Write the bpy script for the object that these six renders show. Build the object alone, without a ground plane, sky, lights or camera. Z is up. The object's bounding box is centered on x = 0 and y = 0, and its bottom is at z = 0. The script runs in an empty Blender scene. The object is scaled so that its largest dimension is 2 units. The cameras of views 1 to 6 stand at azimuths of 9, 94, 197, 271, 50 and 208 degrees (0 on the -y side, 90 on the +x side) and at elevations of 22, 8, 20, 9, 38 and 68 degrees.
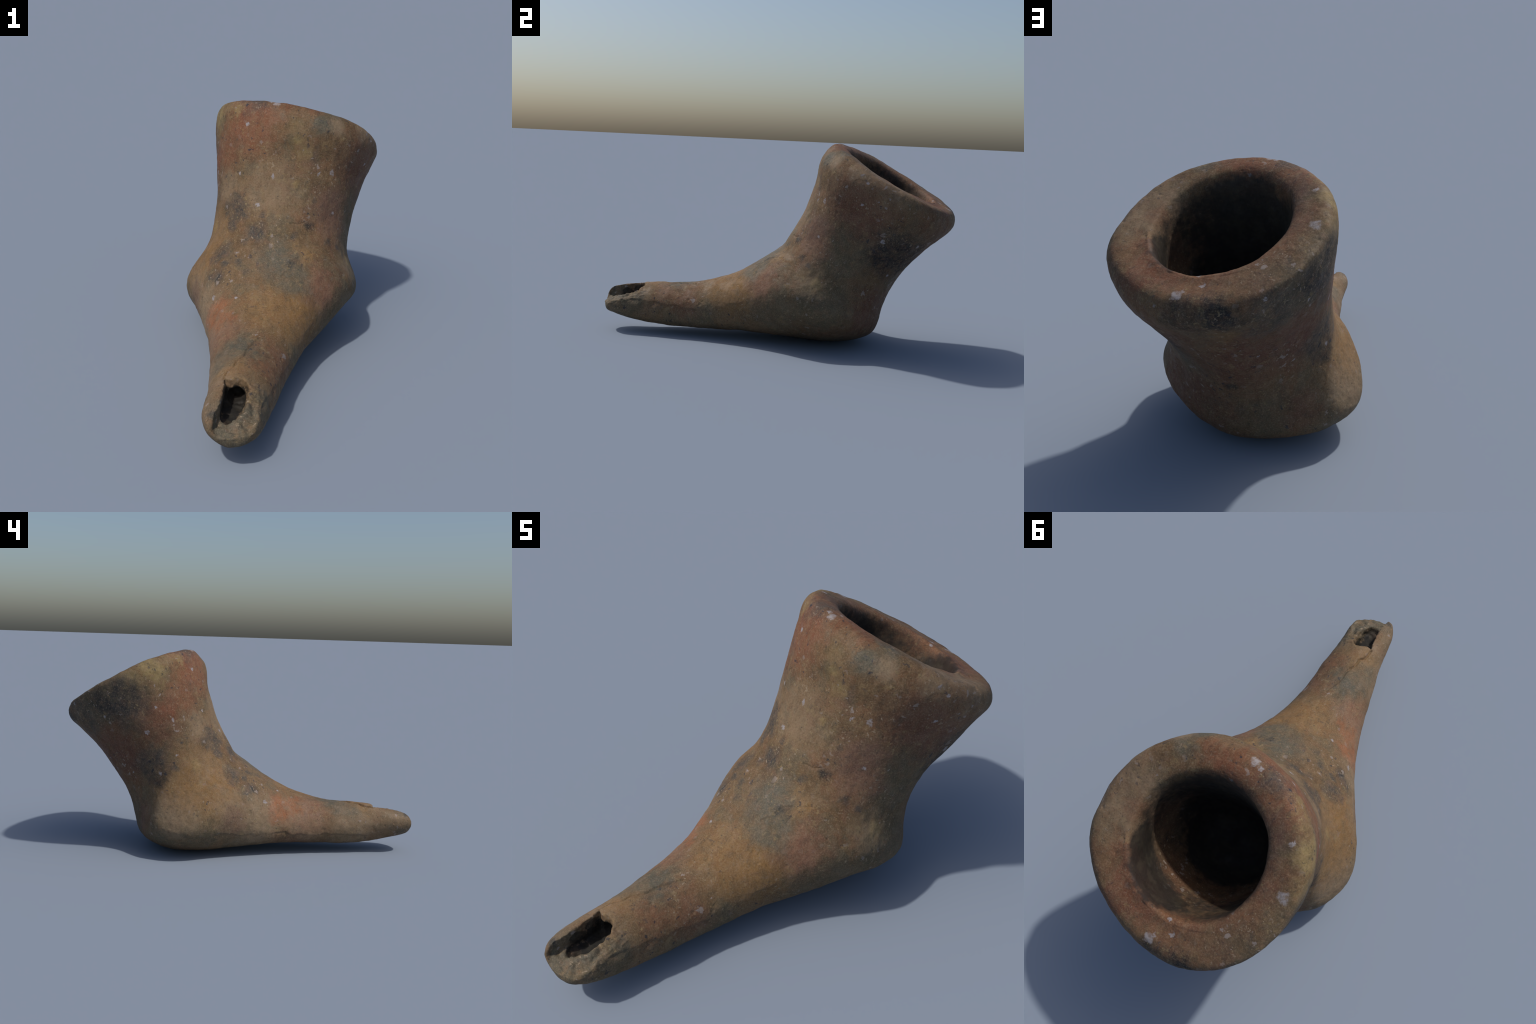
"""A fired-clay vessel in the shape of a foot: flared hollow ankle with a thick
rolled rim, wide heel, and a foot that tapers into a tubular toe whose upper
side is broken open.  Built as ONE lofted surface (toe -> foot -> ankle -> rim
-> down into the hollow), bored and broken at the toe, given relief, and then
split into named parts that share their border."""
import bpy, bmesh, math
import numpy as np

# --------------------------------------------------------------------------
# 1. STATIONS.  Each cross-section hangs between a front/top point F and a
#    back/bottom point B; wl/wr are the half widths to -x / +x, tl/tr say how
#    far along F->B the section is widest, pf/pb are superellipse exponents of
#    the upper and lower half, tilt lowers the +x side and lifts the -x side.
#            name          F(x, y, z)             B(x, y, z)             wl     wr     tl     tr     pf    pb    tilt
STATIONS = [
    ("toe_end",      -0.043, -0.991,  0.194, -0.027, -0.995,  0.151,  0.031,  0.026,  0.500,  0.502, 2.02, 2.00,  0.006),
    ("toe_round",    -0.044, -0.970,  0.227,  0.008, -0.976,  0.109,  0.062,  0.078,  0.505,  0.518, 1.94, 2.02,  0.012),
    ("toe_tip",      -0.033, -0.941,  0.243,  0.012, -0.931,  0.094,  0.089,  0.109,  0.511,  0.522, 2.00, 2.13,  0.004),
    ("toe_mid",      -0.033, -0.852,  0.259,  0.012, -0.840,  0.075,  0.105,  0.127,  0.495,  0.500, 1.90, 2.40,  0.003),
    ("toe_base",     -0.011, -0.699,  0.281,  0.011, -0.684,  0.050,  0.132,  0.136,  0.533,  0.500, 1.85, 2.59, -0.004),
    ("foot_front",   -0.014, -0.501,  0.294,  0.016, -0.467,  0.040,  0.177,  0.154,  0.613,  0.540, 1.95, 2.56,  0.007),
    ("foot_low",     -0.000, -0.297,  0.343,  0.004, -0.261,  0.042,  0.228,  0.196,  0.646,  0.550, 1.95, 2.49,  0.000),
    ("foot_mid",     -0.007, -0.118,  0.434, -0.026, -0.059,  0.033,  0.286,  0.287,  0.573,  0.560, 2.09, 2.45, -0.023),
    ("instep",       -0.034, -0.001,  0.517, -0.041,  0.188,  0.006,  0.365,  0.412,  0.593,  0.496, 1.85, 2.05, -0.060),
    ("instep_high",  -0.028,  0.045,  0.559, -0.040,  0.415,  0.007,  0.416,  0.443,  0.670,  0.561, 1.78, 1.84, -0.023),
    ("ankle_low",    -0.020,  0.072,  0.604, -0.023,  0.552,  0.055,  0.381,  0.410,  0.727,  0.608, 2.00, 1.71,  0.014),
    ("ankle",        -0.014,  0.122,  0.688, -0.016,  0.599,  0.128,  0.339,  0.364,  0.606,  0.563, 2.11, 1.79,  0.039),
    ("ankle_high",    0.002,  0.186,  0.854, -0.025,  0.655,  0.314,  0.320,  0.366,  0.472,  0.538, 2.15, 1.79,  0.020),
    ("leg",           0.043,  0.214,  0.963, -0.004,  0.824,  0.563,  0.379,  0.379,  0.506,  0.603, 2.19, 1.95,  0.096),
    ("leg_high",      0.067,  0.233,  1.059,  0.010,  0.925,  0.660,  0.412,  0.402,  0.456,  0.535, 1.97, 2.09,  0.099),
    ("rim_edge",      0.053,  0.268,  1.107, -0.020,  0.989,  0.728,  0.396,  0.440,  0.430,  0.564, 2.03, 1.83,  0.105),
    ("rim_crest",     0.034,  0.300,  1.132, -0.034,  0.976,  0.794,  0.364,  0.418,  0.485,  0.558, 2.08, 2.02,  0.110),
    ("rim_top",       0.019,  0.353,  1.120, -0.011,  0.906,  0.830,  0.318,  0.327,  0.509,  0.520, 2.00, 2.09,  0.140),
    ("lip",           0.045,  0.386,  1.084,  0.025,  0.855,  0.844,  0.262,  0.255,  0.489,  0.499, 1.99, 2.04,  0.145),
    ("throat",        0.040,  0.392,  1.040,  0.020,  0.822,  0.795,  0.246,  0.243,  0.490,  0.500, 2.10, 2.10,  0.150),
    ("hollow_upper",  0.038,  0.375,  0.910,  0.020,  0.755,  0.680,  0.236,  0.235,  0.500,  0.500, 2.10, 2.10,  0.130),
    ("hollow_low",    0.033,  0.345,  0.755,  0.015,  0.660,  0.550,  0.225,  0.205,  0.500,  0.500, 2.10, 2.10,  0.080),
    ("hollow_deep",   0.028,  0.335,  0.625,  0.010,  0.570,  0.475,  0.180,  0.155,  0.500,  0.500, 2.00, 2.00,  0.040),
    ("hollow_floor",  0.015,  0.370, 0.545,  0.010,  0.500, 0.460,  0.105,  0.105,  0.500,  0.500, 2.00, 2.00,  0.020),
    ("hollow_end",    0.015,  0.420, 0.500,  0.010,  0.460, 0.485,  0.020,  0.020,  0.500,  0.500, 2.00, 2.00,  0.000),
]
RING_STEPS, RINGS_PER_SPAN = 128, 9
VOXEL = 0.0042


def spline(knots, values, t):
    """Natural cubic spline through the rows of values."""
    n, h = len(knots), np.diff(knots)
    a = np.zeros((n, n)); r = np.zeros(values.shape)
    a[0, 0] = a[-1, -1] = 1
    for i in range(1, n - 1):
        a[i, i - 1:i + 2] = h[i - 1], 2 * (h[i - 1] + h[i]), h[i]
        r[i] = 6 * ((values[i + 1] - values[i]) / h[i] - (values[i] - values[i - 1]) / h[i - 1])
    m = np.linalg.solve(a, r)
    k = np.clip(np.searchsorted(knots, t, side="right") - 1, 0, n - 2)
    u, v, w = (t - knots[k])[:, None], (knots[k + 1] - t)[:, None], h[k][:, None]
    return (m[k] * v**3 + m[k + 1] * u**3) / (6 * w) + (values[k] / w - m[k] * w / 6) * v + (values[k + 1] / w - m[k + 1] * w / 6) * u


def loft():
    table = np.array([row[1:] for row in STATIONS])
    step = 0.5 * np.linalg.norm(np.diff(table[:, 0:3], axis=0), axis=1) + 0.5 * np.linalg.norm(np.diff(table[:, 3:6], axis=0), axis=1)
    step += 0.4 * np.abs(np.diff(table[:, 6])) + 0.01
    knots = np.r_[0, np.cumsum(step)]
    t = np.concatenate([np.linspace(a, b, RINGS_PER_SPAN, endpoint=False) for a, b in zip(knots, knots[1:])] + [knots[-1:]])
    s = spline(knots, table, t)
    ang = np.linspace(0, 2 * np.pi, RING_STEPS, endpoint=False)
    right, upper = np.sin(ang) >= 0, np.cos(ang) >= 0
    width = np.where(right, s[:, 7:8], -s[:, 6:7])
    widest = np.where(right, s[:, 9:10], s[:, 8:9])
    power = np.clip(np.where(upper, s[:, 10:11], s[:, 11:12]), 1.3, 5)
    along, across = np.abs(np.cos(ang)) ** (2 / power), np.abs(np.sin(ang)) ** (2 / power)
    f = np.where(upper, widest * (1 - along), widest + (1 - widest) * along)
    p = s[:, None, 0:3] + (s[:, None, 3:6] - s[:, None, 0:3]) * f[..., None]
    p[..., 0] += width * across
    p[..., 2] -= s[:, 12:13] * width * across
    return p


def mesh_from(verts, faces, name):
    me = bpy.data.meshes.new(name)
    me.from_pydata([tuple(v) for v in verts], [], [tuple(int(i) for i in f) for f in faces])
    me.validate(); me.update()
    bm = bmesh.new(); bm.from_mesh(me)
    bmesh.ops.remove_doubles(bm, verts=bm.verts, dist=1e-6)
    bmesh.ops.recalc_face_normals(bm, faces=bm.faces)
    bm.to_mesh(me); bm.free()
    ob = bpy.data.objects.new(name, me)
    bpy.context.scene.collection.objects.link(ob)
    return ob


def tube_solid(rings, name):
    """Closed solid from a (n, m, 3) stack of rings, capped with end points."""
    n, m = rings.shape[:2]
    verts = np.concatenate([rings.reshape(-1, 3), rings[0].mean(0)[None], rings[-1].mean(0)[None]])
    idx = np.arange(n * m).reshape(n, m); nxt = np.roll(idx, -1, 1)
    faces = np.stack([idx[:-1], idx[1:], nxt[1:], nxt[:-1]], -1).reshape(-1, 4).tolist()
    faces += [(n * m, a, b) for a, b in zip(idx[0], nxt[0])] + [(n * m + 1, b, a) for a, b in zip(idx[-1], nxt[-1])]
    return mesh_from(verts, faces, name)


# --------------------------------------------------------------------------
# 2. NOISE (vectorised gradient noise, fixed hash, so every run is the same)
def noise(p, scale, seed=0):
    q = np.asarray(p) * scale + seed * 17.31
    i = np.floor(q).astype(np.int64); f = q - i
    w = f * f * f * (f * (f * 6 - 15) + 10)
    out = np.zeros(len(q))
    for dx in (0, 1):
        for dy in (0, 1):
            for dz in (0, 1):
                h = ((i[:, 0] + dx) * 73856093 ^ (i[:, 1] + dy) * 19349663 ^ (i[:, 2] + dz) * 83492791 ^ seed * 2654435761) & 0xFFFFFFFF
                h = (h ^ (h >> 13)) * 1274126177 & 0xFFFFFFFF; h ^= h >> 16
                g = np.stack([(h & 1023), (h >> 10 & 1023), (h >> 20 & 1023)], -1) / 511.5 - 1
                d = f - np.array([dx, dy, dz])
                wt = (w[:, 0] if dx else 1 - w[:, 0]) * (w[:, 1] if dy else 1 - w[:, 1]) * (w[:, 2] if dz else 1 - w[:, 2])
                out += wt * (g * d).sum(1)
    return out


def fractal(p, scale, octaves, seed=0):
    return sum(noise(p, scale * 2**k, seed + k) / 2**k for k in range(octaves))


def smooth01(x):
    x = np.clip(x, 0, 1)
    return x * x * (3 - 2 * x)


def polyline_distance(p, line, normal=None):
    line = np.asarray(line, float); best = np.full(len(p), 9.0); run = np.zeros(len(p)); side = np.zeros(len(p))
    for k, (a, b) in enumerate(zip(line, line[1:])):
        d = b - a; t = np.clip(((p - a) @ d) / (d @ d), 0, 1)
        off = p - a - t[:, None] * d
        if normal is not None:                        # measured along the surface
            off = off - np.where(np.linalg.norm(off, axis=1) < 0.05, (off * normal).sum(1), 0)[:, None] * normal
        dist = np.linalg.norm(off, axis=1); m = dist < best
        best[m] = dist[m]; run[m] = k + t[m]; side[m] = off[m, 2]
    return best, run / (len(line) - 1), side


# --------------------------------------------------------------------------
# 3. THE BROKEN TOE: a bite whose floor drops from the stem's top to a low lip
#    at the front, and the bore that the bite lays open.
EDGE_HEIGHT = [(-1.10, 0.135), (-1.00, 0.148), (-0.96, 0.163), (-0.93, 0.177), (-0.876, 0.193), (-0.80, 0.215), (-0.75, 0.235)]
CORE_HEIGHT = [(-1.10, 0.140), (-1.00, 0.152), (-0.97, 0.167), (-0.945, 0.180), (-0.885, 0.208), (-0.834, 0.222), (-0.784, 0.238), (-0.75, 0.250)]
WALL_INNER = [(-1.10, -0.052), (-0.99, -0.056), (-0.96, -0.052), (-0.93, -0.041), (-0.85, -0.043), (-0.78, -0.053), (-0.70, -0.06)]


def break_height(x, y):
    """Floor of the bite: highest beside the bore, falling to the broken edge and the tip."""
    edge, core = np.interp(y, *np.array(EDGE_HEIGHT).T), np.interp(y, *np.array(CORE_HEIGHT).T)
    floor = core + (edge - core) * smooth01((x - 0.040) / 0.045) + 0.10 * np.clip(x - 0.085, 0, 1)
    slot = smooth01((0.052 - x) / 0.030) * smooth01((y + 0.948 - 28 * np.clip(x + 0.010, -0.04, 0.04) ** 2) / 0.035)      # bore laid open
    return floor + (np.minimum(0.162 + 0.10 * np.clip(x + 0.005, -1, 1) ** 2 * 30, floor) - floor) * slot


def break_cutter():
    nx, ny = 110, 110
    ys = np.linspace(-1.10, -0.760, ny); ts = np.linspace(0, 1, nx)
    wy, wx = np.array(WALL_INNER).T
    bottom = np.zeros((ny, nx, 3))
    for j, y in enumerate(ys):
        x0 = np.interp(y, wy, wx)
        x = x0 + (0.20 - x0) * ts
        back = 0.007 * np.sin(x * 70 + 0.6) - 0.016 * smooth01((x - 0.02) / 0.05)
        z = break_height(x, np.full(nx, y))
        z = z + 0.020 * np.exp(-((x - x0) / 0.02) ** 2) * smooth01((-0.95 - y) / 0.03)
        yy = y + back * smooth01((y + 0.86) / 0.09)
        bottom[j] = np.stack([x, np.broadcast_to(yy, x.shape), z], -1)
    flat = bottom.reshape(-1, 3)
    flat[:, 2] += 0.010 * fractal(flat, 26, 3, 5) + 0.003 * noise(flat, 120, 9)
    flat[:, 0] += 0.008 * fractal(flat, 22, 3, 11) * (flat[:, 0] < 0.15)
    top = flat.copy(); top[:, 2] = 0.45
    idx = np.arange(nx * ny).reshape(ny, nx); n = nx * ny
    faces = [(a, b, c, d) for a, b, c, d in zip(idx[:-1, :-1].ravel(), idx[1:, :-1].ravel(), idx[1:, 1:].ravel(), idx[:-1, 1:].ravel())]
    faces += [(a + n, d + n, c + n, b + n) for a, b, c, d in faces]
    edge = np.concatenate([idx[0], idx[1:, -1], idx[-1, -2::-1], idx[-2:0:-1, 0]])
    faces += [(a, b, b + n, a + n) for a, b in zip(edge, np.roll(edge, -1))]
    return mesh_from(np.concatenate([flat, top]), faces, "break_cutter")


def bore_cutter():
    """Dark bore of the stem, wider than high, running back under the top."""
    ys = np.linspace(-0.935, -0.68, 50); ang = np.linspace(0, 2 * np.pi, 40, endpoint=False)
    rings = []
    for y in ys:
        r = np.interp(y, [-0.935, -0.925, -0.90, -0.86, -0.75, -0.70, -0.68], [0.006, 0.020, 0.030, 0.034, 0.035, 0.028, 0.010])
        xc = np.interp(y, [-0.95, -0.85, -0.6], [-0.012, -0.006, -0.010])
        zc = np.interp(y, [-0.95, -0.90, -0.80, -0.6], [0.188, 0.190, 0.197, 0.200])
        rings.append(np.stack([xc + 1.0 * r * np.cos(ang), np.full(40, y), zc + 1.0 * r * np.sin(ang)], -1))
    rings = np.array(rings); flat = rings.reshape(-1, 3)
    flat[:, [0, 2]] += (0.007 * fractal(flat, 24, 2, 21))[:, None] * np.tile(np.stack([np.cos(ang), np.sin(ang)], -1), (len(ys), 1))
    return tube_solid(rings, "bore_cutter")


def evaluated(ob):
    dg = bpy.context.evaluated_depsgraph_get()
    return bpy.data.meshes.new_from_object(ob.evaluated_get(dg))


body = tube_solid(loft(), "body")
cutters = [break_cutter(), bore_cutter()]
for cutter in cutters:
    mod = body.modifiers.new("cut", "BOOLEAN")
    mod.operation, mod.solver, mod.object = "DIFFERENCE", "EXACT", cutter
mod = body.modifiers.new("even", "REMESH")
mod.mode, mod.voxel_size, mod.use_smooth_shade = "VOXEL", VOXEL, True
whole = evaluated(body)
for ob in [body, *cutters]:
    bpy.data.objects.remove(ob)

# --------------------------------------------------------------------------
# 4. RELIEF on the fine mesh
nv = len(whole.vertices)
co = np.empty(nv * 3); whole.vertices.foreach_get("co", co); co = co.reshape(-1, 3)
edges = np.empty(len(whole.edges) * 2, np.int64); whole.edges.foreach_get("vertices", edges); edges = edges.reshape(-1, 2)
degree = np.bincount(edges.ravel(), minlength=nv)


def relax(values):
    out = np.zeros_like(values)
    for k in range(values.shape[1]):
        out[:, k] = (np.bincount(edges[:, 0], values[edges[:, 1], k], nv) + np.bincount(edges[:, 1], values[edges[:, 0], k], nv)) / degree
    return out


for _ in range(3):                                    # Taubin: smooth without shrinking
    co = co + 0.5 * (relax(co) - co)
    co = co - 0.52 * (relax(co) - co)
whole.vertices.foreach_set("co", co.ravel()); whole.update()
no = np.empty(nv * 3); whole.vertices.foreach_get("normal", no); no = no.reshape(-1, 3)

# the bowl's own axis: from the heel up through the mouth, leaning back
AXIS_FOOT, AXIS_TOP = np.array([0.0, 0.30, 0.25]), np.array([0.02, 0.62, 0.97])
axis = (AXIS_TOP - AXIS_FOOT) / np.linalg.norm(AXIS_TOP - AXIS_FOOT)
RIM_NORMAL = np.array([0.148, 0.431, 0.890])            # mouth plane
rim_height = (co - np.array([0.0, 0.305, 1.136])) @ RIM_NORMAL
rel = co - AXIS_FOOT
radial = rel - (rel @ axis)[:, None] * axis
inward = (radial * no).sum(1) < 0                      # faces the axis
inside_hollow = inward & (np.linalg.norm(radial, axis=1) < 0.33) & (co[:, 1] > 0.10) & ((rel @ axis) > -0.12) & (rim_height < 0.02)
bore_d, _, _ = polyline_distance(co, [(-0.012, -0.92, 0.186), (-0.008, -0.80, 0.192), (-0.010, -0.62, 0.195)])
bite = (co[:, 1] < -0.74) & (co[:, 0] > -0.06) & (np.abs(co[:, 2] - break_height(co[:, 0], co[:, 1])) < 0.016) & (no[:, 2] > 0.1) & (co[:, 2] > 0.13)
wall = (co[:, 1] < -0.75) & (co[:, 1] > -0.98) & (np.abs(co[:, 0] - np.interp(co[:, 1], *np.array(WALL_INNER).T)) < 0.016) & (no[:, 0] > 0.5) & (co[:, 2] > 0.14)
bite |= wall | (no[:, 1] < -0.6) & (np.abs(co[:, 1] + 0.765) < 0.03) & (co[:, 2] > 0.15)
opened = (bore_d < 0.053) & (co[:, 1] > -0.97) & (co[:, 1] < -0.55) & (co[:, 2] < 0.243) | bite
skin = 1.0 - inside_hollow

push = 0.0060 * noise(co, 5.5, 1) + 0.0036 * noise(co, 12, 2) + 0.0018 * noise(co, 27, 3) * skin
push += 0.0010 * fractal(co, 55, 2, 4)
push += 0.0035 * noise(co, 14, 31) * inside_hollow
# rough broken clay
push += opened * np.where(bore_d < 0.045, 0.0022, 0.0055) * fractal(co, 48, 3, 6)
# worn, slightly faceted rim and scraped patches on the back
facet = noise(co, 9, 41)
push -= 0.004 * np.abs(facet) * smooth01((rim_height + 0.16) / 0.12) * (1 - inside_hollow)

# crack running back from the opening over the toe
CRACK = [(-0.056, -0.760, 0.257), (-0.050, -0.723, 0.261), (-0.047, -0.700, 0.264), (-0.030, -0.684, 0.272), (-0.027, -0.646, 0.276),
         (-0.003, -0.590, 0.282), (-0.002, -0.558, 0.284), (0.003, -0.527, 0.285), (0.021, -0.477, 0.283), (0.031, -0.449, 0.283)]
wob = co + 0.004 * np.stack([noise(co, 60, 51), noise(co, 60, 52), noise(co, 60, 53)], -1)
d, run, _ = polyline_distance(wob, CRACK, no)
d = np.where(no[:, 2] > 0.3, d, 1.0)
push -= 0.015 * np.exp(-(d / 0.0040) ** 2) * (1 - 0.7 * run)
# the flake beside the crack stands a little proud on the right
push += 0.004 * smooth01(1 - d / 0.03) * (wob[:, 0] > np.interp(wob[:, 1], [c[1] for c in CRACK], [c[0] for c in CRACK])) * (co[:, 1] > -0.77) * (co[:, 1] < -0.62) * (no[:, 2] > 0.5)

# hairline cracks on the instep and ankle
HAIRLINES = [[(-0.168, 0.059, 0.513), (-0.123, 0.049, 0.531), (-0.083, 0.041, 0.541), (-0.065, 0.066, 0.577)],
             [(0.080, 0.104, 0.612), (0.122, 0.119, 0.607), (0.145, 0.137, 0.614), (0.179, 0.142, 0.586)],
             [(0.075, -0.106, 0.434), (0.104, -0.069, 0.454), (0.106, -0.033, 0.480), (0.147, 0.001, 0.490), (0.191, 0.047, 0.493)],
             [(-0.181, 0.032, 0.486), (-0.184, -0.005, 0.460), (-0.216, -0.054, 0.403), (-0.228, -0.073, 0.377)]]
for line in HAIRLINES:
    d, _, _ = polyline_distance(wob, line, no)
    push -= 0.0042 * np.exp(-(d / 0.0036) ** 2) * smooth01(noise(co, 30, 61) * 2.0 + 0.75)

# scraped ledges where the upper side meets the sole
LEDGES = [
    ([(0.100, -0.900, 0.180), (0.095, -0.757, 0.200), (0.115, -0.635, 0.192), (0.136, -0.519, 0.170), (0.160, -0.386, 0.165), (0.190, -0.270, 0.205), (0.250, -0.120, 0.262)], 0.0050),
    ([(-0.110, -0.900, 0.120), (-0.130, -0.700, 0.115), (-0.165, -0.520, 0.120), (-0.215, -0.340, 0.125), (-0.290, -0.170, 0.140), (-0.370, 0.020, 0.150), (-0.430, 0.220, 0.165)], 0.0060),
    ([(0.390, 0.000, 0.215), (0.430, 0.150, 0.235), (0.430, 0.300, 0.200)], 0.004),
]
for line, depth in LEDGES:
    d, run, side = polyline_distance(wob + 0.034 * np.stack([0 * d, 0 * d, noise(co, 14, 55)], -1), line)
    fade = smooth01(run / 0.15) * smooth01((1 - run) / 0.15) * smooth01(1 - d / 0.07)
    push -= depth * fade * smooth01(-side / 0.012 + 0.5) * smooth01(noise(co, 7, 56) * 1.6 + 0.8)

# chips, pits and dents: (place, radius, depth)
PITS = [((0.118, -0.745, 0.165), 0.020, 0.010), ((0.122, -0.715, 0.155), 0.018, 0.007), ((0.125, -0.690, 0.175), 0.012, 0.006),
        ((-0.160, -0.478, 0.150), 0.012, 0.010), ((-0.363, 0.010, 0.150), 0.010, 0.008), ((-0.285, 0.225, 0.530), 0.016, 0.008),
        ((-0.300, 0.268, 0.640), 0.009, 0.006), ((-0.040, 0.668, 0.340), 0.012, 0.006), ((0.300, 0.375, 1.040), 0.012, 0.007),
        ((-0.120, -0.620, 0.185), 0.018, 0.005), ((0.330, 0.230, 0.430), 0.022, 0.004)]
for c, r, depth in PITS:
    push -= depth * np.exp(-(np.linalg.norm(wob - np.array(c), axis=1) / r) ** 2)
rng = np.random.default_rng(7)
pick = rng.choice(nv, 260, replace=False)
for k in pick:                                        # scattered pinholes
    near = np.abs(co - co[k]).max(1) < 0.02
    r = rng.uniform(0.0035, 0.0075)
    push[near] -= rng.uniform(0.001, 0.0032) * np.exp(-(np.linalg.norm(co[near] - co[k], axis=1) / r) ** 2)
# ledge of clay inside the mouth, on the right
d = np.linalg.norm((co - np.array([0.262, 0.470, 0.935])) / np.array([0.05, 0.06, 0.045]), axis=1)
push += 0.006 * smooth01(1 - d) * inside_hollow
co = co + no * push[:, None]

# sit exactly on the ground and in the 2 m frame
low = np.partition(co[:, 2], nv // 2500)[nv // 2500]     # worn flat where it rests
co[:, 2] -= low
co[:, 2] = np.where(co[:, 2] < 0.006, 0.006 * np.exp(np.minimum(co[:, 2] - 0.006, 0) / 0.006), co[:, 2])
co[:, 2] -= co[:, 2].min()
span = co[:, 1].max() - co[:, 1].min()
co[:, 1] = (co[:, 1] - co[:, 1].min()) * (2.0 / span) - 1.0
co[:, 0] -= 0.5 * (co[:, 0].max() + co[:, 0].min())
whole.vertices.foreach_set("co", co.ravel()); whole.update()
normals = np.empty(nv * 3); whole.vertices.foreach_get("normal", normals); normals = normals.reshape(-1, 3)

# --------------------------------------------------------------------------
# 5. MATERIAL: fired clay, clouded by the kiln and by burial
def srgb(r, g, b):
    return tuple(((c / 255 + 0.055) / 1.055) ** 2.4 if c > 10 else c / 3294.6 for c in (r, g, b)) + (1.0,)


COLOURS = {
    "tan": srgb(136, 116, 92), "ochre": srgb(130, 97, 56), "red": srgb(117, 69, 46), "redbrown": srgb(95, 58, 43),
    "mauve": srgb(98, 72, 62), "pink": srgb(124, 88, 68), "orange": srgb(144, 87, 54), "olive": srgb(84, 77, 59),
    "yellow": srgb(134, 115, 74), "grey": srgb(78, 77, 66), "dark_grey": srgb(52, 52, 52), "soot": srgb(24, 24, 28),
}
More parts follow.
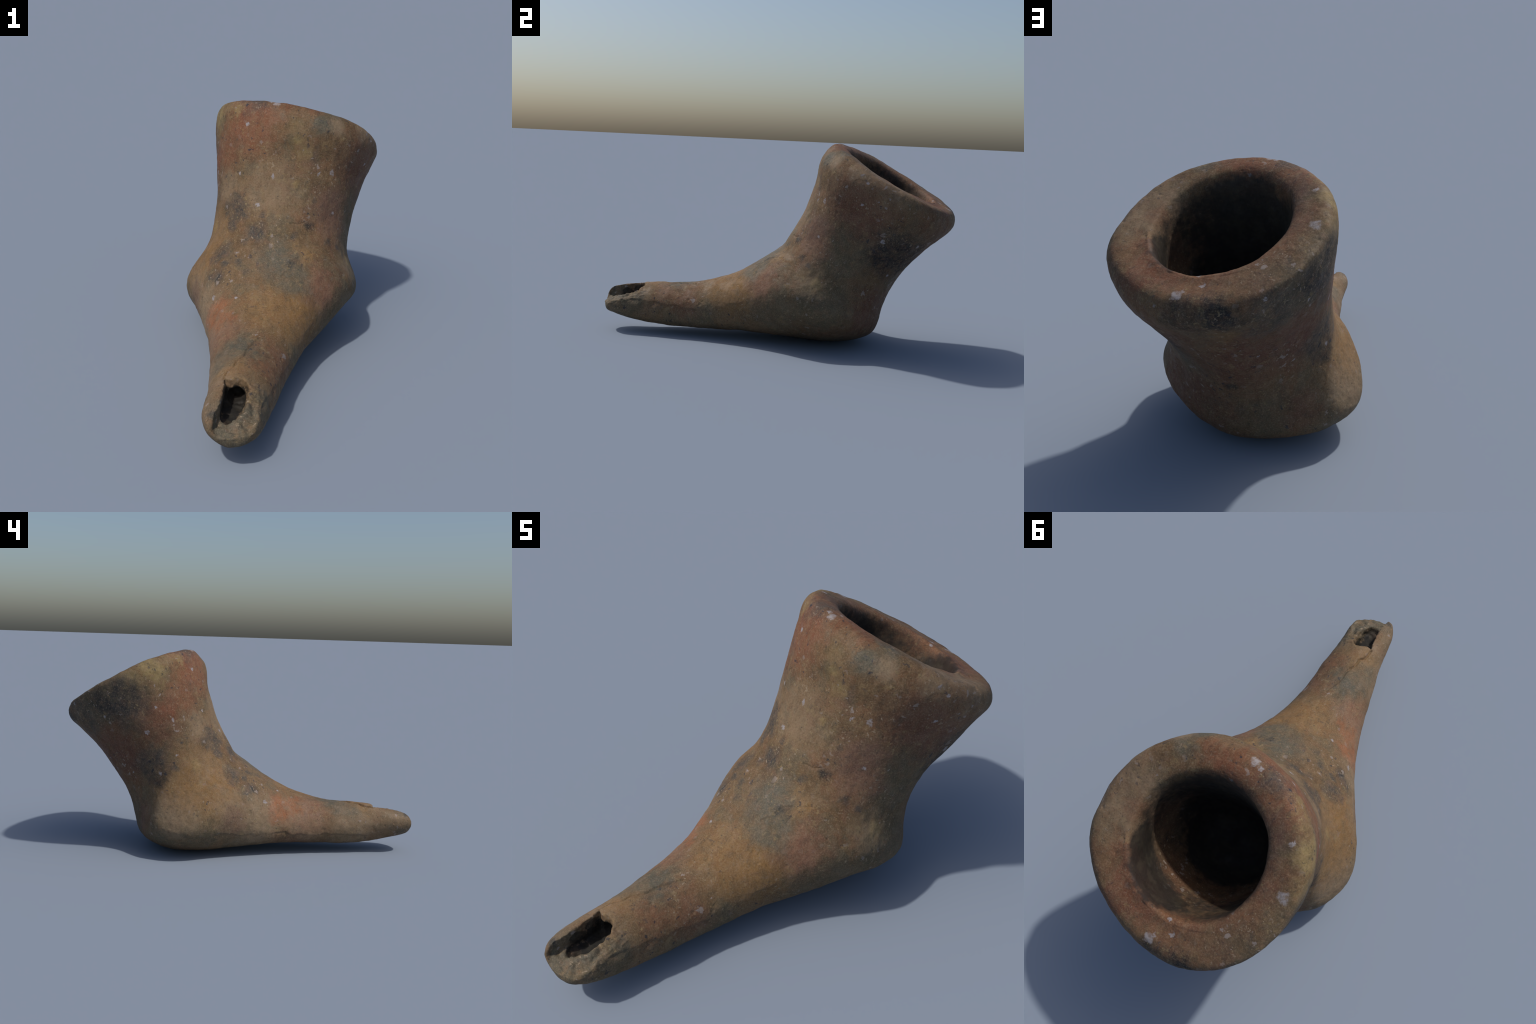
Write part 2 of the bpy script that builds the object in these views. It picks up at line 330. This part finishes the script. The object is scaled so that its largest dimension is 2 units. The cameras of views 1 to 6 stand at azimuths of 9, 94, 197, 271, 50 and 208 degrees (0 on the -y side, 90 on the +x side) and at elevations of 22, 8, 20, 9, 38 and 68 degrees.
# clouds of colour: colour -> (x, y, z, reach, strength)
CLOUDS = [
    ("redbrown", [(0.27, 0.52, 0.20, 0.15, 0.8), (-0.25, 0.60, 0.99, 0.16, 0.6), (-0.10, 0.78, 0.93, 0.16, 0.6), (0.15, 0.80, 0.86, 0.16, 0.6), (-0.05, 0.40, 1.11, 0.10, 0.6), (-0.05, 0.72, 0.44, 0.22, 0.7), (0.05, 0.62, 0.20, 0.16, 0.6), (0.25, 0.90, 0.83, 0.14, 0.7), (0.10, 0.60, 0.10, 0.14, 0.6), (0.38, 0.56, 0.80, 0.14, 0.7), (0.38, 0.45, 0.80, 0.24, 0.8), (0.24, 0.54, 0.22, 0.17, 0.9), (-0.14, 0.77, 0.53, 0.20, 0.9), (-0.27, 0.66, 0.56, 0.20, 0.9),
                  (0.15, 0.60, 0.24, 0.15, 0.8), (-0.28, 0.54, 0.20, 0.13, 0.7), (-0.33, 0.46, 0.76, 0.17, 0.8), (-0.20, -0.31, 0.09, 0.13, 0.7),
                  (0.28, -0.02, 0.38, 0.10, 0.6), (0.20, 0.80, 0.62, 0.24, 0.7), (0.28, 0.86, 0.72, 0.20, 0.6)]),
    ("olive", [(-0.12, 0.57, 0.14, 0.12, 0.6), (-0.33, 0.80, 0.80, 0.13, 0.7), (0.34, 0.35, 0.55, 0.20, 0.8), (0.40, 0.28, 0.29, 0.22, 0.8), (0.34, 0.02, 0.18, 0.20, 0.8), (0.16, -0.44, 0.11, 0.18, 0.8),
               (0.10, -0.84, 0.12, 0.16, 0.8), (-0.15, 0.60, 0.20, 0.13, 0.6), (0.18, 0.66, 0.42, 0.10, 0.6), (-0.44, 0.22, 0.13, 0.18, 0.8),
               (-0.37, 0.44, 0.11, 0.14, 0.8), (0.00, 0.30, 0.00, 0.30, 0.7), (0.02, -0.15, 0.02, 0.25, 0.6), (0.0, -0.6, 0.04, 0.2, 0.6),
               (-0.25, 0.0, 0.05, 0.18, 0.8), (0.30, 0.72, 0.68, 0.16, 0.5)]),
    ("tan", [(-0.22, -0.40, 0.16, 0.13, 0.8), (-0.30, 0.05, 0.22, 0.13, 0.6), (-0.22, 0.26, 0.72, 0.10, 0.6), (0.38, 0.45, 0.99, 0.07, 0.6), (-0.02, 0.17, 0.75, 0.17, 0.5), (0.26, 0.30, 1.05, 0.06, 0.8), (-0.20, -0.33, 0.20, 0.12, 0.9), (-0.37, 0.02, 0.30, 0.14, 0.7),
             (0.37, 0.22, 0.39, 0.09, 0.6), (-0.42, 0.33, 0.27, 0.17, 0.9), (-0.29, 0.21, 0.51, 0.10, 0.6), (-0.30, -0.13, 0.21, 0.19, 0.9),
             (-0.13, -0.68, 0.18, 0.20, 0.8), (-0.10, -0.90, 0.19, 0.11, 0.5), (0.36, 0.62, 0.90, 0.15, 0.6), (0.33, 0.50, 0.97, 0.12, 0.7), (-0.10, 0.52, 1.06, 0.04, 0.4)]),
    ("ochre", [(0.17, -0.22, 0.30, 0.16, 0.9), (0.04, -0.27, 0.36, 0.16, 0.7), (0.11, 0.02, 0.53, 0.05, 0.9), (0.10, -0.30, 0.30, 0.16, 0.6),
               (-0.34, 0.21, 0.42, 0.24, 0.8), (-0.09, 0.89, 0.65, 0.08, 0.5), (-0.05, -0.68, 0.28, 0.10, 0.6), (0.40, 0.66, 0.86, 0.05, 0.6), (0.17, 0.03, 0.49, 0.05, 0.8)]),
    ("red", [(-0.30, 0.40, 0.83, 0.10, 0.8), (-0.22, 0.95, 0.86, 0.10, 0.3), (0.20, 0.80, 0.84, 0.12, 0.7), (0.30, 0.60, 0.93, 0.06, 0.4), (-0.20, 0.70, 0.98, 0.14, 0.45), (0.00, 0.90, 0.83, 0.14, 0.5), (-0.16, 0.28, 1.04, 0.19, 0.85), (-0.27, 0.31, 0.90, 0.13, 0.7), (0.12, -0.50, 0.20, 0.12, 0.55), (0.09, -0.60, 0.23, 0.09, 0.4),
             (0.05, 0.38, 1.13, 0.13, 0.8), (-0.18, 0.45, 1.09, 0.10, 0.7), (0.14, 0.86, 0.82, 0.13, 0.6), (-0.02, 0.86, 0.85, 0.12, 0.5), (0.28, 0.74, 0.85, 0.08, 0.6)]),
    ("pink", [(0.28, 0.22, 0.60, 0.13, 0.8), (0.25, -0.06, 0.36, 0.12, 0.8), (-0.15, -0.40, 0.23, 0.14, 0.7)]),
    ("mauve", [(0.25, 0.21, 0.68, 0.13, 0.7), (-0.36, 0.01, 0.21, 0.08, 0.6), (0.17, 0.24, 0.90, 0.07, 0.5)]),
    ("orange", [(-0.20, -0.22, 0.27, 0.10, 0.8), (-0.17, -0.28, 0.29, 0.08, 0.7), (-0.23, -0.20, 0.21, 0.05, 0.6)]),
    ("yellow", [(0.11, 0.22, 0.95, 0.07, 0.35), (0.08, 0.24, 1.03, 0.06, 0.25), (-0.35, 0.47, 1.05, 0.11, 1.0), (-0.26, 0.36, 1.11, 0.07, 0.9), (-0.37, 0.60, 0.97, 0.10, 0.8), (-0.33, 0.70, 0.94, 0.09, 0.5)]),
    ("grey", [(0.00, -0.97, 0.15, 0.10, 0.8), (0.06, -0.88, 0.20, 0.06, 0.7), (-0.04, -0.92, 0.22, 0.06, 0.6), (0.03, -0.94, 0.17, 0.07, 0.8), (0.06, -0.05, 0.49, 0.14, 0.9), (0.12, -0.09, 0.44, 0.11, 0.8), (-0.03, -0.52, 0.30, 0.11, 0.9), (-0.08, -0.63, 0.26, 0.08, 0.7),
              (0.04, -0.95, 0.13, 0.09, 0.7), (0.19, 0.27, 1.05, 0.06, 0.9), (0.23, 0.36, 1.10, 0.06, 0.8), (0.10, -0.77, 0.22, 0.05, 0.6), (-0.36, 0.40, 0.13, 0.06, 0.7), (-0.10, -0.95, 0.12, 0.06, 0.8)]),
    ("dark_grey", [(-0.18, 0.16, 0.63, 0.08, 0.9), (-0.07, 0.07, 0.57, 0.06, 0.9), (-0.24, 0.04, 0.46, 0.07, 0.8), (-0.22, -0.06, 0.37, 0.05, 0.9),
                   (-0.34, 0.48, 0.53, 0.12, 0.8), (-0.36, 0.66, 0.86, 0.18, 0.9), (-0.14, 0.34, 1.13, 0.08, 0.8), (-0.22, 0.50, 1.08, 0.09, 0.5), (-0.06, -0.96, 0.23, 0.025, 1.0), (-0.22, 0.84, 0.76, 0.14, 0.7)]),
    ("dark_grey", [(-0.148, 0.133, 0.630, 0.022, 0.8), (-0.050, 0.106, 0.642, 0.018, 0.9), (-0.194, 0.130, 0.573, 0.035, 0.7), (-0.064, 0.060, 0.570, 0.022, 0.8),
                   (-0.235, 0.215, 0.650, 0.035, 0.6), (0.105, 0.079, 0.563, 0.022, 0.8), (0.253, 0.163, 0.514, 0.022, 0.8), (0.295, 0.200, 0.482, 0.020, 0.7),
                   (-0.136, -0.040, 0.460, 0.030, 0.6), (-0.267, -0.039, 0.365, 0.022, 0.8), (0.177, 0.196, 0.705, 0.018, 0.6), (-0.208, 0.142, 0.570, 0.030, 0.7),
                   (-0.333, 0.354, 0.500, 0.022, 0.8), (-0.092, -0.091, 0.438, 0.025, 0.6), (0.106, -0.045, 0.475, 0.030, 0.8), (-0.123, 0.049, 0.531, 0.022, 0.7),
                   (-0.200, -0.025, 0.430, 0.025, 0.8), (-0.309, 0.323, 0.636, 0.012, 0.9)]),
    ("yellow", [(0.138, 0.228, 0.934, 0.030, 0.7), (0.086, 0.223, 0.981, 0.028, 0.6), (0.092, 0.185, 0.784, 0.020, 0.7), (0.358, 0.241, 0.383, 0.045, 0.5), (-0.300, 0.242, 0.517, 0.040, 0.5)]),
    ("soot", [(0.35, 0.62, 0.57, 0.19, 1.0), (0.26, 0.72, 0.53, 0.15, 0.9), (-0.10, 0.98, 0.76, 0.10, 1.0), (0.02, 1.00, 0.74, 0.10, 0.7), (0.17, 0.13, 0.60, 0.03, 0.9), (0.14, -0.03, 0.50, 0.025, 0.7),
              (-0.35, 0.44, 0.43, 0.055, 0.9), (-0.04, 0.67, 0.34, 0.03, 0.8), (-0.37, 0.62, 0.90, 0.09, 0.7), (-0.34, 0.73, 0.83, 0.11, 0.6)]),
]
# near-black colouring inside hollow and bore: (x, y, z, reach, strength)
HOLLOW_DARK = [(0.09, 0.66, 0.835, 0.215, 0.88), (0.02, 0.60, 0.895, 0.276, 0.92), (0.03, 0.53, 0.96, 0.20, 0.85), (0.02, 0.565, 0.815, 0.265, 0.93), (0.02, 0.49, 0.68, 0.23, 0.95), (0.02, 0.43, 0.52, 0.22, 0.95), (-0.006, -0.86, 0.185, 0.046, 0.95), (-0.008, -0.81, 0.188, 0.054, 0.95), (-0.008, -0.77, 0.190, 0.056, 0.95), (-0.010, -0.72, 0.19, 0.056, 0.9),
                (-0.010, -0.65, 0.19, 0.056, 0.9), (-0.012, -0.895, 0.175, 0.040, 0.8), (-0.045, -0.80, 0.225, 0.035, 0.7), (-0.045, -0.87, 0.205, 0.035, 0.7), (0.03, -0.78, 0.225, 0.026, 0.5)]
# flecks of lime on the surface: (x, y, z, reach)
LIME = [(0.058, 0.962, 0.800, 0.024), (0.047, 0.948, 0.818, 0.015), (-0.316, 0.658, 1.014, 0.027), (-0.265, 0.499, 1.092, 0.014), (-0.028, 0.310, 1.132, 0.022), (-0.058, 0.325, 1.132, 0.014), (0.406, 0.449, 0.982, 0.015),
        (0.424, 0.478, 0.942, 0.011), (0.192, 0.233, 0.827, 0.012), (0.251, 0.263, 0.826, 0.016), (-0.079, 0.135, 0.683, 0.011), (-0.326, 0.431, 0.472, 0.014), (0.403, 0.459, 0.831, 0.013), (0.02, 0.40, 1.085, 0.014),
        (-0.346, 0.501, 0.693, 0.013), (-0.318, 0.368, 0.762, 0.012), (0.015, 0.87, 0.85, 0.013), (-0.015, 0.915, 0.835, 0.014), (-0.020, 0.180, 0.815, 0.011), (-0.323, 0.347, 0.566, 0.009), (-0.347, 0.457, 0.831, 0.009),
        (-0.117, -0.212, 0.355, 0.009), (-0.165, 0.286, 1.034, 0.013), (-0.184, 0.226, 0.806, 0.010), (0.261, 0.245, 0.639, 0.012), (-0.154, 0.004, 0.487, 0.008), (-0.230, -0.145, 0.311, 0.017), (0.380, 0.578, 0.642, 0.014),
        (0.227, 0.629, 0.442, 0.012), (0.288, 0.768, 0.615, 0.013), (-0.233, 0.921, 0.825, 0.012), (-0.086, 0.764, 0.509, 0.007), (-0.156, 0.737, 0.523, 0.009), (0.123, 0.968, 0.757, 0.011), (-0.247, 0.591, 0.457, 0.008),
        (0.119, 0.656, 0.378, 0.010), (-0.327, 0.735, 0.770, 0.010)]


def clay_material():
    mat = bpy.data.materials.new("fired_clay"); mat.use_nodes = True
    tree = mat.node_tree; tree.nodes.clear()
    new, link = tree.nodes.new, tree.links.new

    def put(sock, value):
        link(value, sock) if hasattr(value, "is_linked") else setattr(sock, "default_value", value)

    def math(op, a, b=0.0, clamp=False):
        n = new("ShaderNodeMath"); n.operation, n.use_clamp = op, clamp
        put(n.inputs[0], a); put(n.inputs[1], b); return n.outputs[0]

    def vec(op, a, b=(0, 0, 0), scale=None):
        n = new("ShaderNodeVectorMath"); n.operation = op
        put(n.inputs[0], a); put(n.inputs[1], b)
        if scale is not None: n.inputs["Scale"].default_value = scale
        return n.outputs["Value" if op in ("DISTANCE", "LENGTH", "DOT_PRODUCT") else "Vector"]

    def tex(where, scale, detail=3.0, rough=0.55, colour=False):
        n = new("ShaderNodeTexNoise"); put(n.inputs["Vector"], where)
        n.inputs["Scale"].default_value, n.inputs["Detail"].default_value, n.inputs["Roughness"].default_value = scale, detail, rough
        return n.outputs["Color" if colour else "Fac"]

    def ramp(x, lo, hi, to_lo=0.0, to_hi=1.0, smooth=True):
        n = new("ShaderNodeMapRange"); n.interpolation_type = "SMOOTHSTEP" if smooth else "LINEAR"
        put(n.inputs["Value"], x)
        for key, v in zip(("From Min", "From Max", "To Min", "To Max"), (lo, hi, to_lo, to_hi)): n.inputs[key].default_value = v
        return n.outputs["Result"]

    def mix(fac, a, b, blend="MIX"):
        n = new("ShaderNodeMix"); n.data_type, n.blend_type = "RGBA", blend
        put(n.inputs["Factor"], fac); put(n.inputs["A"], a) if False else put(n.inputs[6], a); put(n.inputs[7], b)
        return n.outputs[2]

    place = new("ShaderNodeTexCoord").outputs["Object"]
    warp = vec("SUBTRACT", tex(place, 7, 4, 0.6, True), (0.5, 0.5, 0.5))
    fine_warp = vec("SUBTRACT", tex(place, 38, 3, 0.6, True), (0.5, 0.5, 0.5))
    where = vec("ADD", vec("ADD", place, vec("SCALE", warp, scale=0.16)), vec("SCALE", fine_warp, scale=0.035))
    mid_warp = vec("SUBTRACT", tex(vec("ADD", place, (7, 3, 5)), 17, 4, 0.65, True), (0.5, 0.5, 0.5))
    where = vec("ADD", where, vec("SCALE", mid_warp, scale=0.13))
    where_small = vec("ADD", vec("ADD", place, vec("SCALE", fine_warp, scale=0.045)), vec("SCALE", mid_warp, scale=0.035))
    where_fine = vec("ADD", place, vec("SCALE", fine_warp, scale=0.030))

    # ground tone: brown clay, mottled
    colour = mix(ramp(tex(where, 5, 4), 0.35, 0.65), srgb(91, 69, 45), srgb(107, 84, 57))
    colour = mix(ramp(tex(where, 11, 5), 0.50, 0.68, 0, 0.55), colour, srgb(108, 74, 50))
    colour = mix(ramp(tex(vec("ADD", where, (3, 1, 2)), 9, 5), 0.50, 0.66, 0, 0.55), colour, srgb(84, 78, 60))
    for name, clouds in CLOUDS:
        mask = None
        for x, y, z, reach, strength in clouds:
            small = reach < 0.07
            m = ramp(vec("DISTANCE", where_small if small else where, (x, y, z)), reach * 1.2, reach * 0.30, 0, strength)
            mask = m if mask is None else math("MAXIMUM", mask, m)
        torn = ramp(tex(place, 24, 5, 0.65), 0.32, 0.58, 0.55, 1.0)
        colour = mix(math("MULTIPLY", mask, torn), colour, COLOURS[name])

    # burnish streaks, along the leg and along the foot
    squash = new("ShaderNodeMapping"); link(where_fine, squash.inputs["Vector"])
    squash.inputs["Scale"].default_value, squash.inputs["Rotation"].default_value = (46, 13, 13), (0.35, 0, 0)
    streak = tex(squash.outputs[0], 1.0, 3)
    colour = mix(ramp(streak, 0.42, 0.70, 0, 0.18), colour, srgb(132, 112, 86))
    colour = mix(ramp(streak, 0.50, 0.30, 0, 0.18), colour, srgb(56, 46, 38))
    # soft mottling in hue: olive against pinkish brown
    mottle = tex(place, 34, 4, 0.65)
    colour = mix(ramp(mottle, 0.50, 0.68, 0, 0.28), colour, srgb(122, 92, 70))
    colour = mix(ramp(mottle, 0.50, 0.34, 0, 0.26), colour, srgb(70, 66, 50))
    # earthy crust in small torn patches
    crust = math("MULTIPLY", ramp(tex(place, 26, 6, 0.72), 0.54, 0.66), ramp(tex(where, 6, 2), 0.47, 0.62))
    colour = mix(math("MULTIPLY", crust, 0.50), colour, srgb(132, 112, 78))
    fleck = math("MULTIPLY", ramp(tex(vec("ADD", place, (2, 5, 8)), 62, 4, 0.6), 0.60, 0.68), ramp(tex(vec("ADD", place, (9, 1, 4)), 5, 3), 0.42, 0.58))
    colour = mix(math("MULTIPLY", fleck, 0.55), colour, srgb(140, 120, 84))
    # grain
    grain = tex(place, 165, 4, 0.72)
    colour = mix(ramp(grain, 0.48, 0.68, 0, 0.34), colour, srgb(138, 122, 102))
    colour = mix(ramp(grain, 0.48, 0.32, 0, 0.38), colour, srgb(50, 42, 38))

    def specks(scale, keep, size, seed, soft=0.14):
        v = new("ShaderNodeTexVoronoi"); v.inputs["Scale"].default_value = scale
        link(vec("ADD", vec("ADD", where_fine, vec("SCALE", fine_warp, scale=0.02)), (seed, seed * 0.7, -seed)), v.inputs["Vector"])
        part = new("ShaderNodeSeparateColor"); link(v.outputs["Color"], part.inputs[0])
        limit = math("MULTIPLY", ramp(part.outputs[0], keep, 1.0, 0, 1, False), size)
        return ramp(math("SUBTRACT", limit, v.outputs["Distance"]), 0.0, soft)

    # blue-black and pale specks, gathered in drifts
    zone = ramp(tex(place, 4.5, 3), 0.46, 0.62)
    colour = mix(math("MULTIPLY", specks(55, 0.74, 0.52, 3.1), math("MULTIPLY", zone, 0.75)), colour, srgb(44, 44, 50))
    colour = mix(math("MULTIPLY", specks(105, 0.74, 0.42, 5.7), 0.5), colour, srgb(44, 41, 42))
    zone = ramp(tex(vec("ADD", place, (4, 2, 1)), 4.0, 3), 0.44, 0.62, 0.12, 1)
    colour = mix(math("MULTIPLY", specks(44, 0.82, 0.55, 9.2), math("MULTIPLY", zone, 0.8)), colour, srgb(136, 124, 116))
    colour = mix(math("MULTIPLY", specks(90, 0.74, 0.54, 12.9), math("MULTIPLY", zone, 0.75)), colour, srgb(140, 124, 104))
    torn_place = vec("ADD", where_fine, vec("SCALE", vec("SUBTRACT", tex(place, 90, 3, 0.6, True), (0.5, 0.5, 0.5)), scale=0.022))
    lime = None
    for x, y, z, reach in LIME:
        m = ramp(vec("DISTANCE", torn_place, (x, y, z)), reach, reach * 0.55)
        lime = m if lime is None else math("MAXIMUM", lime, m)
    colour = mix(math("MULTIPLY", lime, ramp(tex(place, 60, 3), 0.35, 0.55, 0.35, 0.95)), colour, srgb(142, 135, 134))

    # hollow and bore coloured near-black
    inner_dark = None
    for x, y, z, reach, strength in HOLLOW_DARK:
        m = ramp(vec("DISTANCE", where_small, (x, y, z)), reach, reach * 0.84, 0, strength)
        inner_dark = m if inner_dark is None else math("MAXIMUM", inner_dark, m)
    colour = mix(inner_dark, colour, mix(ramp(tex(place, 20, 4), 0.45, 0.7), srgb(27, 27, 26), srgb(45, 43, 36)))

    shader = new("ShaderNodeBsdfPrincipled"); out = new("ShaderNodeOutputMaterial")
    link(colour, shader.inputs["Base Color"])
    link(ramp(tex(where, 14, 3), 0.3, 0.7, 0.62, 0.88), shader.inputs["Roughness"])
    shader.inputs["Specular IOR Level"].default_value = 0.32
    height = math("ADD", math("MULTIPLY", grain, 0.5), math("ADD", math("MULTIPLY", tex(place, 60, 4, 0.65), 0.8), math("MULTIPLY", streak, 0.35)))
    bump = new("ShaderNodeBump"); bump.inputs["Strength"].default_value, bump.inputs["Distance"].default_value = 0.35, 0.005
    link(height, bump.inputs["Height"]); link(bump.outputs[0], shader.inputs["Normal"])
    link(shader.outputs[0], out.inputs[0])
    return mat


clay = clay_material()

# --------------------------------------------------------------------------
# 6. PARTS: split by region, borders and normals shared
loop_count = np.empty(len(whole.polygons), np.int64); whole.polygons.foreach_get("loop_total", loop_count)
loop_start = np.empty(len(whole.polygons), np.int64); whole.polygons.foreach_get("loop_start", loop_start)
loop_vert = np.empty(len(whole.loops), np.int64); whole.loops.foreach_get("vertex_index", loop_vert)
first = loop_vert[loop_start]


def face_vote(flag):
    return flag[first]


rim_height = (co - np.array([0.0, 0.305, 1.136])) @ RIM_NORMAL
height = (co - AXIS_FOOT) @ axis
in_hollow, in_bore = face_vote(inside_hollow), face_vote(opened)
rim = face_vote(rim_height > -0.085) & ~(in_hollow & face_vote(rim_height < -0.06))
leg = face_vote((co[:, 1] * 0.45 + co[:, 2] * 0.89) > 0.60)
heel = face_vote(co[:, 1] > 0.12)
toe = face_vote(co[:, 1] < -0.55)
region = np.select([in_bore, rim, in_hollow, leg, heel, toe], [0, 1, 2, 3, 4, 5], 6)
NAMES = ["stem_bore", "rim", "inner_wall", "ankle", "heel", "toe", "foot"]

root = bpy.data.objects.new("clay_foot_vessel", None)
bpy.context.scene.collection.objects.link(root)
root["label"] = "brown fired clay foot vessel with hollow ankle and broken toe"
root["category"] = "clay vessel"
for r, name in enumerate(NAMES):
    ids = np.nonzero(region == r)[0]
    lists = [loop_vert[loop_start[i]:loop_start[i] + loop_count[i]] for i in ids]
    used = np.unique(np.concatenate(lists))
    remap = np.full(nv, -1); remap[used] = np.arange(len(used))
    me = bpy.data.meshes.new(name)
    me.from_pydata(co[used].tolist(), [], [remap[f].tolist() for f in lists])
    me.update()
    me.polygons.foreach_set("use_smooth", np.ones(len(me.polygons), bool))
    me.normals_split_custom_set_from_vertices(normals[used].tolist())
    me.materials.append(clay)
    ob = bpy.data.objects.new(name, me)
    bpy.context.scene.collection.objects.link(ob)
    ob.parent = root
bpy.data.meshes.remove(whole)
